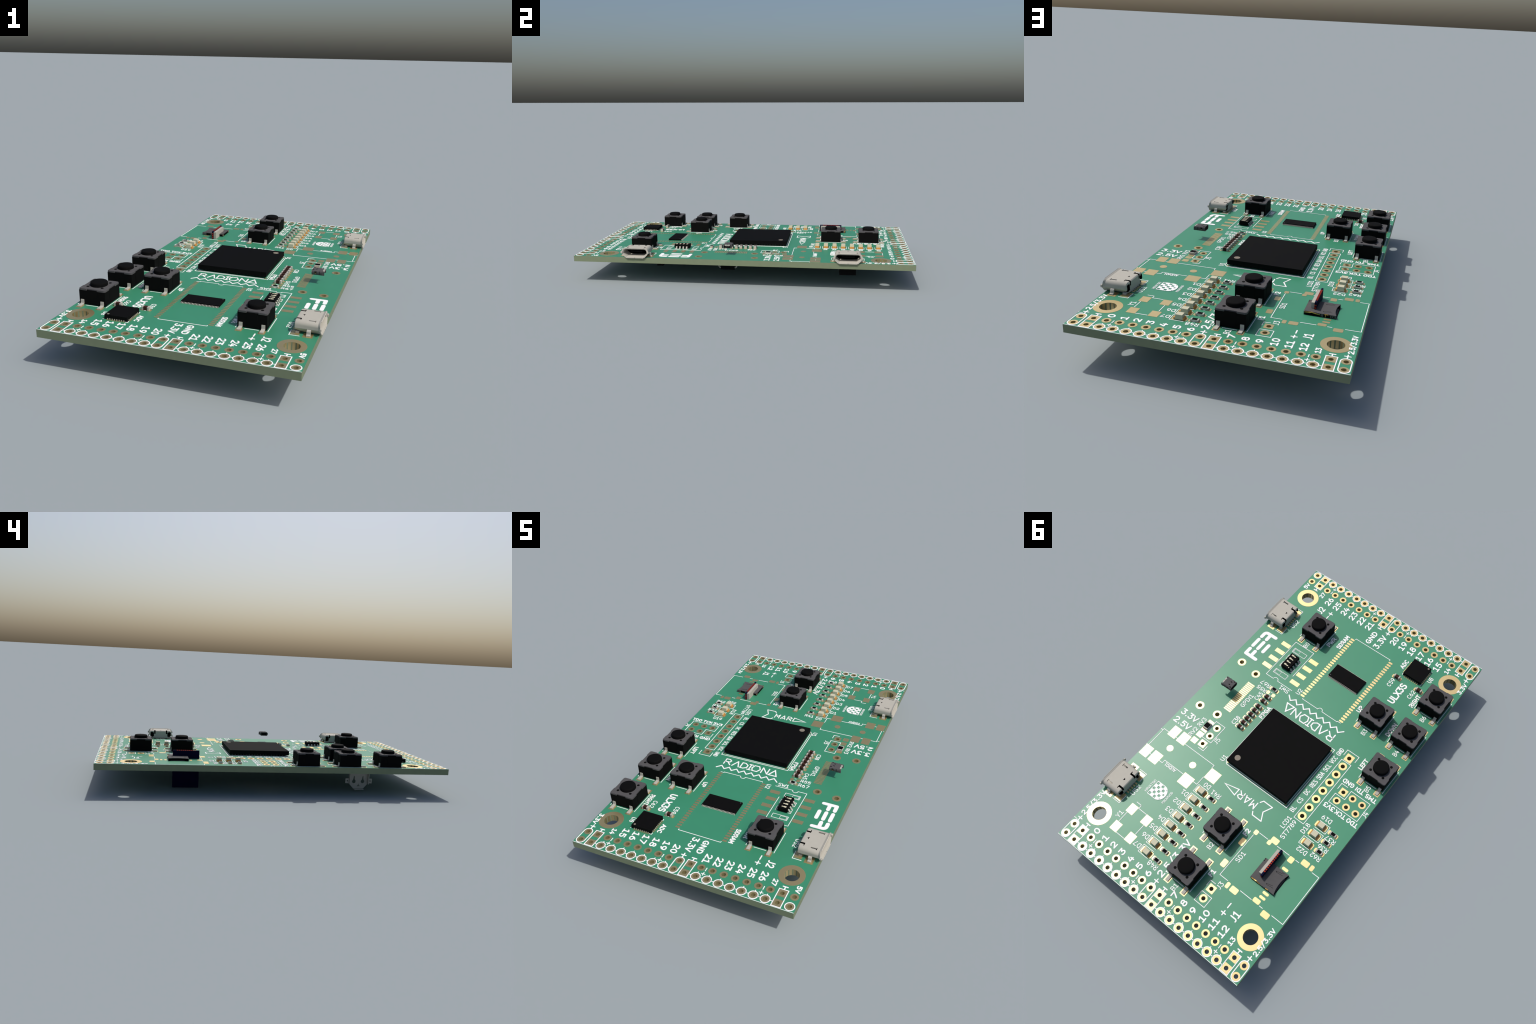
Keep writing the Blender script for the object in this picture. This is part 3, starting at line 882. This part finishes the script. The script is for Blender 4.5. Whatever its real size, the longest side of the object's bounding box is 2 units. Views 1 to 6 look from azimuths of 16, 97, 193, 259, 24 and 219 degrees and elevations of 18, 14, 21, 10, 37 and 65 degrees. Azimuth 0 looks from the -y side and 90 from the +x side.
for y in (49.33, 47.93, 46.53, 45.15, 43.78, 42.40, 40.54, 39.08):
    put(cm, "ceramic_capacitor", TOP, 36.38, y)
    two_pads(36.40, y, 0.80, 0.88, 1.00, 0.26)
for x, y in ((15.05, 15.12), (8.83, 15.12)):
    put(cm, "ceramic_capacitor", TOP, x, y)
    two_pads(x, y, 0.80, 0.88, 1.00, 0.26)
put(rm, "chip_resistor", TOP, 36.42, 36.35)
two_pads(36.42, 36.35, 0.82, 0.88, 0.95, 0.26)
two_pads(36.42, 37.74, 0.80, 0.84, 0.98, 0.30)
for k in range(8):
    y = 67.31 + PITCH * k
    put(rm, "chip_resistor", TOP, 29.65, y)
    two_pads(29.67, y, 0.80, 0.88, 1.00, 0.26)
    put(lm, "indicator_light", TOP, 32.56, y)
    two_pads(32.58, y, 1.00, 0.95, 1.40, 0.26)
for k in range(3):
    y = 57.29 + 2.51 * k
    put(rm, "chip_resistor", TOP, 3.52, y)
    two_pads(3.54, y, 0.80, 0.88, 1.00, 0.26)
    put(lm, "indicator_light", TOP, 6.69, y)
    two_pads(6.69, y, 0.98, 0.95, 1.40, 0.26)
put(rv, "chip_resistor", TOP, 42.58, 53.87, 0, PI / 2)

# ------------------------------------------------------------------ DIP switch block
dip = MB()
dip.box(-1.15, 1.15, -2.18, 2.18, 0.22, 1.25, BLACK, None, 0.05)
DIP = put(dip.mesh("switch_block"), "switch_block", TOP, 38.02, 27.97)
sl = MB()
sl.box(-0.05, 0.52, -0.20, 0.20, 1.1, 1.33, IVORY)
sl.box(-0.62, -0.05, -0.08, 0.17, 1.1, 1.27, IVORY)
slm = sl.mesh("switch_slider")
for k in range(4):
    local(slm, "switch_slider", DIP, 0.20, -1.62 + 1.03 * k)
dot = MB()
dot.prism([(0.13 * math.cos(2 * PI * k / 8), 0.13 * math.sin(2 * PI * k / 8)) for k in range(8)], 1.2, 1.27, IVORY)
local(dot.mesh("pin_one_mark"), "pin_one_mark", DIP, -0.83, 1.75)
lg = MB()
lg.sheet([(1.12, 0.62), (1.28, 0.58), (1.36, 0.45), (1.40, 0.16), (1.50, 0.08), (1.72, 0.08)], 0.42, 0.13, TIN, "y", 0)
lgm = lg.mesh("switch_leg")
for k in range(4):
    for r in (0, PI):
        local(lgm, "switch_leg", DIP, 0, -1.5 + 1.0 * k, 0, r)

# ------------------------------------------------------------------ micro USB sockets (mouth toward +x)
def usb_profile(k=0.0, wall=0.0):
    """Outline in (y, z), counter-clockwise seen from +x; k flares it, wall shrinks it."""
    t, m, bt = 3.50 + k - wall, 3.58 + k - wall, 2.50 + k - wall * 0.8
    top, low = 2.51 + k * 0.55 - wall, 0.10 - k * 0.35 + wall
    pts = [(-bt, low), (bt, low), (m - 0.15, 0.95 + wall * 0.4), (m, 1.25)]
    r = 0.85 - wall * 0.6
    pts += [(t - r + r * math.cos(a), top - r + r * math.sin(a)) for a in [PI / 2 * j / 5 for j in range(6)]]
    pts += [(-(t - r) - r * math.sin(a), top - r + r * math.cos(a)) for a in [PI / 2 * j / 5 for j in range(6)]]
    pts += [(-m, 1.25), (-(m - 0.15), 0.95 + wall * 0.4)]
    return pts


def usb_parts():
    b = MB()
    rings = [(45.95, usb_profile(-0.35)), (46.12, usb_profile(-0.06)), (46.3, usb_profile(0)), (50.55, usb_profile(0)), (50.95, usb_profile(0.10)), (51.20, usb_profile(0.22)),
             (51.20, usb_profile(0.12, 0.17)), (50.75, usb_profile(0, 0.26)), (50.4, usb_profile(0, 0.26)), (47.5, usb_profile(0, 0.26))]
    rings = [[(x - 48.6 - (0.12 * z if x > 50.9 else 0.0), y, z) for y, z in p] for x, p in rings]
    n = len(rings[0])
    for i, (a, c) in enumerate(zip(rings, rings[1:])):
        for k in range(n):
            q = (k + 1) % n
            b.face([a[k], a[q], c[q], c[k]], SHELL)
    b.face(list(reversed(rings[0])), SHELL)
    b.face(rings[-1], DARK)
    shell = b.mesh("usb_shell")
    # stamped openings in the roof, cut for real
    c = MB()
    for s in (-1, 1):
        c.box(-0.05, 1.30, s * 2.42 - 0.17, s * 2.42 + 0.17, 1.9, 3.0, SHELL)
        c.box(1.15, 1.34, s * 2.42 - 0.34, s * 2.42 + 0.34, 1.9, 3.0, SHELL)
        c.box(-2.9, -1.55, s * 1.85 - 0.22, s * 1.85 + 0.22, 1.5, 3.0, DARK)  # shallow cut, walls painted black to give the hole its deep shadow
        c.box(-1.70, -1.50, min(s * 1.63, s * 2.45), max(s * 1.63, s * 2.45), 1.7, 3.0, DARK)
        c.box(-2.9, -2.0, min(s * 2.12, s * 3.2), max(s * 2.12, s * 3.2), 0.65, 1.95, DARK)
        c.box(-2.9, -1.75, min(s * 2.45, s * 3.05), max(s * 2.45, s * 3.05), 0.5, 2.1, DARK)
    c.prism([(-1.68, 0.0), (-1.28, -0.36), (-1.28, 0.36)], 1.6, 3.0, DARK)
    cm = c.mesh("cutter")
    o1 = bpy.data.objects.new("o1", shell)
    o2 = bpy.data.objects.new("o2", cm)
    for o in (o1, o2):
        bpy.context.scene.collection.objects.link(o)
    md = o1.modifiers.new("slots", "BOOLEAN")
    md.operation = "DIFFERENCE"
    md.solver = "EXACT"
    md.use_self = True
    md.material_mode = "TRANSFER"
    md.object = o2
    dg = bpy.context.evaluated_depsgraph_get()
    out = bpy.data.meshes.new_from_object(o1.evaluated_get(dg))
    for o in (o1, o2):
        bpy.data.objects.remove(o)
    out.name = "usb_socket"
    sharp(out, 30)
    # everything inside
    ins = MB()
    ins.box(-1.05, 1.3, -1.75, 1.75, 1.30, 1.70, DARK)
    ins.box(-2.2, -1.1, -2.9, 2.9, 0.5, 1.95, DARK)
    # feet
    f = MB()
    for s in (-1, 1):
        path = [(s * 3.50, 1.05), (s * 3.66, 0.98), (s * 3.78, 0.80), (s * 3.78, 0.42), (s * 3.86, 0.22), (s * 4.02, 0.15), (s * 4.30, 0.15)]
        f.sheet(path, 0.78, 0.26, TIN, "x", 0.30)
        f.box(-2.35, -1.65, min(s * 2.6, s * 3.3), max(s * 2.6, s * 3.3), 0.05, 0.45, TIN)
    # lips of the mouth
    lip = MB()
    lip.box(2.42, 2.71, -2.45, -0.06, -0.12, 0.10, SHELL, None, 0.03)
    lip.box(2.42, 2.71, 0.06, 2.45, -0.12, 0.10, SHELL, None, 0.03)
    lip.sheet([(2.10, 2.49), (2.26, 2.52), (2.40, 2.64)], 5.3, 0.16, SHELL, "y", 0)
    for s in (-1, 1):
        lip.box(2.36, 2.66, min(s * 3.45, s * 3.98), max(s * 3.45, s * 3.98), 1.20, 1.75, SHELL, None, 0.06)
    con = MB()
    for k in range(5):
        con.box(-2.75, -2.2, -1.3 + 0.65 * k - 0.13, -1.3 + 0.65 * k + 0.13, 0.055, 0.20, TIN)
    return out, ins.mesh("usb_tongue"), f.mesh("usb_foot"), lip.mesh("usb_lip"), con.mesh("usb_contact")


um, ui, uf, ul, uc = usb_parts()
for yc in (76.20, 17.78):
    o = put(um, "usb_socket", TOP, 48.60, yc, 0)
    local(ui, "usb_tongue", o)
    local(uf, "usb_foot", o)
    local(ul, "usb_lip", o)
    local(uc, "usb_contact", o)
    for s in (-1, 1):
        pad(48.80, yc + s * 3.72, 1.90, 1.95)
        pad(46.28, yc + s * 3.05, 1.70, 2.10)
    for k in range(5):
        pad(45.98, yc - 1.30 + 0.65 * k, 1.30, 0.40)

# ------------------------------------------------------------------ small video socket hovering above its pads
v = MB()
half = [(0.95, 0.0), (1.22, 0.30), (1.27, 0.70), (1.24, 0.95), (1.14, 1.16), (0.98, 1.28), (0.78, 1.34)]
prof = half + [(-y, z) for y, z in reversed(half)]
def vring(x, k):
    return [(x, y * (1 - k), 0.67 + (z - 0.67) * (1 - k * 1.6)) for y, z in prof]
vr = [vring(-1.48, 0), vring(0.95, 0), vring(0.95, 0.14), vring(-0.9, 0.14)]
for a, c in zip(vr, vr[1:]):
    for k in range(len(prof)):
        q = (k + 1) % len(prof)
        v.face([a[k], a[q], c[q], c[k]], GUN)
v.face(list(reversed(vr[0])), GUN)
v.face(vr[-1], DARK)
v.box(0.90, 1.42, -1.22, -0.92, 0.10, 1.10, GUN, None, 0.05)
v.box(0.90, 1.42, 0.92, 1.22, 0.10, 1.10, GUN, None, 0.05)
v.box(0.90, 1.00, -0.80, 0.80, 1.05, 1.33, GUN, None, 0.04)
VID = put(v.mesh("video_socket"), "video_socket", TOP, 45.00, 42.86, 2.10)
VID.scale = (1, 1, 0.88)
t = MB()
t.box(-1.0, 1.30, -0.62, 0.62, 0.78, 1.00, TIN)
t.box(0.95, 1.36, -0.72, -0.06, 0.95, 1.18, TIN)
t.box(0.95, 1.36, 0.10, 0.72, 0.95, 1.18, TIN)
local(t.mesh("video_tongue"), "video_tongue", VID)
t = MB()
for y0 in (-0.52, 0.30):
    t.box(-0.72, -0.30, y0, y0 + 0.22, 1.28, 1.355, DARK)
for s in (-1, 1):
    t.box(-0.80, -0.36, s * 1.255 - 0.03, s * 1.255 + 0.03, 0.55, 0.92, DARK)
    t.box(-0.72, -0.44, s * 1.275 - 0.03, s * 1.275 + 0.03, 0.57, 0.66, BRASS)
    t.box(-0.86, -0.30, s * 1.21 - 0.03, s * 1.21 + 0.03, 0.92, 1.04, DARK)
    t.box(0.30, 0.38, s * 1.24 - 0.035, s * 1.24 + 0.035, 0.35, 1.15, DARK)
t.box(-1.50, -1.44, -0.9, 0.9, 0.25, 1.1, DARK)
for y0 in (-0.95, 0.72):
    t.box(-1.30, -0.95, y0, y0 + 0.22, 1.28, 1.355, DARK)
local(t.mesh("video_slot"), "video_slot", VID)

# ------------------------------------------------------------------ memory card holder
h = MB()
H = 0.72
# side walls, floor, roof with a curved front edge; mouth toward -x
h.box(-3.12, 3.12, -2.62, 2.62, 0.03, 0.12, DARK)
roof = [(3.12, -2.62), (3.12, 2.62), (2.92, 2.62), (2.86, 2.40), (1.80, 2.36), (1.45, 2.50), (0.62, 2.48), (0.50, 2.62), (-0.72, 2.62), (-0.75, 2.46), (-1.72, 2.46), (-1.75, 2.62)]
roof += [(-3.12 + 0.48 * (1 - abs(y / 2.62) ** 2.2), y) for y in [2.62 - 5.24 * k / 16 for k in range(17)]]
roof += [(-2.2, -2.62), (-2.15, -2.50), (-1.6, -2.50), (-1.55, -2.62)]
h.prism(roof, H - 0.10, H, GUN)
for s in (-1, 1):
    h.box(-3.10, -1.95, s * 2.57 - 0.05, s * 2.57 + 0.05, 0.05, H - 0.1, GUN)
    h.box(-0.62, -0.15, s * 2.57 - 0.05, s * 2.57 + 0.05, 0.05, H - 0.1, GUN)
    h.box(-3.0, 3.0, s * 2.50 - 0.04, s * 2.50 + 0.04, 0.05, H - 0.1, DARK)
h.box(3.00, 3.10, -2.6, -1.7, 0.05, H - 0.1, GUN)
h.box(3.00, 3.10, 1.9, 2.6, 0.05, H - 0.1, GUN)
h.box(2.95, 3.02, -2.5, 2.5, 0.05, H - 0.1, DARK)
CARD = put(h.mesh("card_holder"), "card_holder", TOP, 8.52, 73.02)
t = MB()
t.box(-2.2, 2.9, -2.3, 2.3, 0.12, 0.2, DARK)
t.box(-2.95, -2.3, -1.6, 2.1, 0.12, 0.16, GUN)
for xs, y in ((-1.55, -1.75), (-1.55, 1.55)):                         # sprung tongues outlined in the roof
    t.prism([(xs - 0.6, y + 0.02), (xs + 1.0, y + 0.20), (xs + 1.02, y + 0.26), (xs - 0.6, y + 0.08)], H - 0.02, H + 0.006, DARK)
    t.prism([(xs - 0.3, y - 0.34), (xs + 1.0, y - 0.02), (xs + 1.0, y + 0.04), (xs - 0.3, y - 0.28)], H - 0.02, H + 0.006, DARK)
    t.box(xs + 0.98, xs + 1.10, y - 0.02, y + 0.22, H - 0.02, H + 0.006, DARK)
t.box(-2.2, -1.6, -2.32, -2.26, H - 0.02, H + 0.006, DARK)
t.box(1.2, 1.8, -2.1, -2.04, H - 0.02, H + 0.006, DARK)
for y in (-2.35, -1.95):
    t.box(2.88, 3.14, y - 0.09, y + 0.09, H - 0.12, H + 0.006, DARK)
for k in range(2):
    t.box(-2.75 + 0.42 * k, -2.55 + 0.42 * k, 2.60, 2.63, 0.25, 0.48, DARK)
t.box(-1.85, -0.70, 2.56, 2.60, 0.06, H - 0.12, DARK)
local(t.mesh("card_slot"), "card_slot", CARD)
t = MB()
t.sheet([(3.0, 0.52), (1.9, 0.56), (1.55, 0.66), (1.1, 0.54), (0.0, 0.42)], 0.20, 0.14, BRASS, "y", 2.52)
t.sheet([(-1.60, 0.60), (-0.85, 0.60)], 0.14, 0.07, BRASS, "y", 2.54)
t.box(-1.12, -1.0, 2.58, 2.66, 0.12, 0.56, BRASS)
t.box(3.02, 3.13, 2.25, 2.52, 0.2, 0.6, BRASS)
t.box(3.02, 3.13, -2.5, -2.25, 0.2, 0.6, BRASS)
local(t.mesh("card_contact"), "card_contact", CARD)

# ------------------------------------------------------------------ small display, standing upright through the board
d = MB()
d.box(0.02, 0.40, -3.50, 3.50, -7.866, 2.20, NAVY)
DISP = put(d.mesh("display_board"), "display_board", TOP, 9.50, 70.80)
g = MB()
g.box(0.40, 1.10, -3.15, 3.12, -5.2, 1.92, GLASS)
local(g.mesh("display_glass"), "display_glass", DISP)
rp = MB()
rp.box(0.01, 0.41, -0.15, 0.15, 2.1, 2.215, RUST)
rpm = rp.mesh("display_edge_pad")
for k in range(10):
    local(rpm, "display_edge_pad", DISP, 0, -2.34 + 0.52 * k)
rp = MB()
rp.box(0.01, 0.41, -0.02, 0.02, -0.15, 0.15, RUST)
rpm = rp.mesh("display_side_pad")
for s in (-1, 1):
    for k in range(9):
        local(rpm, "display_side_pad", DISP, 0, s * 3.50, 1.55 - 0.52 * k)

# ------------------------------------------------------------------ underside
BZ = -BT
# coin cell clip hanging on edge: plate with spring fingers, rim, ears and a plus cut-out
cu = bpy.data.curves.new("cell_plate", "CURVE")
poly_spline(cu, [(-2.72, 5.0), (-2.72, 1.55), (-1.25, 0.0), (1.42, 0.0), (2.72, 1.5), (2.72, 5.0)])
star = []
for k in range(8):
    a = k * PI / 4
    r = 0.55 if k % 2 == 0 else 0.16
    star.append((0.05 + r * math.cos(a), 1.0 + r * math.sin(a)))
poly_spline(cu, star)
for s in (-1.30, 1.25):
    poly_spline(cu, A(s, 2.15, 0.52, 0.52, 118, 422, 18) + [(s + 0.12, 3.7), (s - 0.05, 3.7)])
me = filled(cu, 0.10)
me.materials.clear()
CLIP = material("nickel_cell_clip", (0.42, 0.40, 0.36), 0.5, 0.2, 0.5, 0.02, 40)
me.materials.append(CLIP)
me.name = "cell_clip"
CELL = bpy.data.objects.new("cell_clip", me)
bpy.context.scene.collection.objects.link(CELL)
CELL.parent = TOP
CELL.location = W(7.4, 22.93, -7.31)
CELL.rotation_euler = (PI / 2, 0, -PI / 2)
t = MB()
# built in the plate's own axes: x along the board, y upward, z toward the board's edge
t.box(-1.25, 1.42, -0.10, 0.10, 0.0, 0.9, CLIP)
t.box(2.62, 2.82, 1.5, 5.0, 0.0, 0.9, CLIP)
t.box(-2.82, -2.62, 1.5, 5.0, 0.0, 0.9, CLIP)
local(t.mesh("cell_rim"), "cell_rim", CELL)
for s in (-1, 1):
    cu = bpy.data.curves.new("ear", "CURVE")
    poly_spline(cu, [(-0.55, -0.68), (0.62, -0.68), (0.62, 0.68), (-0.55, 0.68)])
    circle_spline(cu, 0.08, 0, 0.2, 14)
    me = filled(cu, 0.08)
    me.materials.clear()
    me.materials.append(CLIP)
    o = local(me, "cell_ear", CELL, s * 3.25, 2.35, 0.3)
    if s < 0:
        o.rotation_euler = (0, PI, 0)
# flash chip with gull-wing legs, power diode, small regulator, and a button's solder bumps
t = MB()
t.box(-2.45, 2.45, -1.92, 1.92, BZ - 1.75, BZ - 0.15, BLACK)
o = put(t.mesh("flash_chip"), "flash_chip", TOP, 46.1, 43.25)
t = MB()
for k in range(4):
    for s in (-1, 1):
        t.sheet([(s * 1.9, BZ - 1.25), (s * 2.2, BZ - 1.25), (s * 2.45, BZ - 1.05), (s * 2.55, BZ - 0.25), (s * 2.7, BZ - 0.1), (s * 3.0, BZ - 0.1)], 0.42, 0.2, TIN, "x", -1.905 + 1.27 * k)
local(t.mesh("flash_leg"), "flash_leg", o)
t = MB()
t.box(-2.0, 2.0, -2.26, 2.26, BZ - 2.4, BZ - 0.1, BLACK)
o = put(t.mesh("power_diode"), "power_diode", TOP, 46.2, 76.18)
t = MB()
for s in (-1, 1):
    t.box(-1.0, 1.0, s * 2.45 - 0.25, s * 2.45 + 0.25, BZ - 0.3, BZ - 0.05, TIN)
local(t.mesh("diode_terminal"), "diode_terminal", o)
t = MB()
t.box(-1.3, 1.3, -0.85, 0.85, BZ - 1.2, BZ - 0.1, BLACK)
o = put(t.mesh("regulator"), "regulator", TOP, 47.0, 24.0)
t = MB()
for k in (-0.95, 0.0, 0.95):
    for s in (-1, 1):
        t.box(k - 0.2, k + 0.2, s * 1.1 - 0.3, s * 1.1 + 0.3, BZ - 0.25, BZ - 0.05, TIN)
local(t.mesh("regulator_leg"), "regulator_leg", o)

t = MB()
t.box(-1.4, 1.4, -2.0, 2.0, BZ - 2.62, BZ - 0.1, BLACK)
o = put(t.mesh("power_diode"), "power_diode", TOP, 32.5, 82.6)
local(bpy.data.meshes["diode_terminal"], "diode_terminal", o)
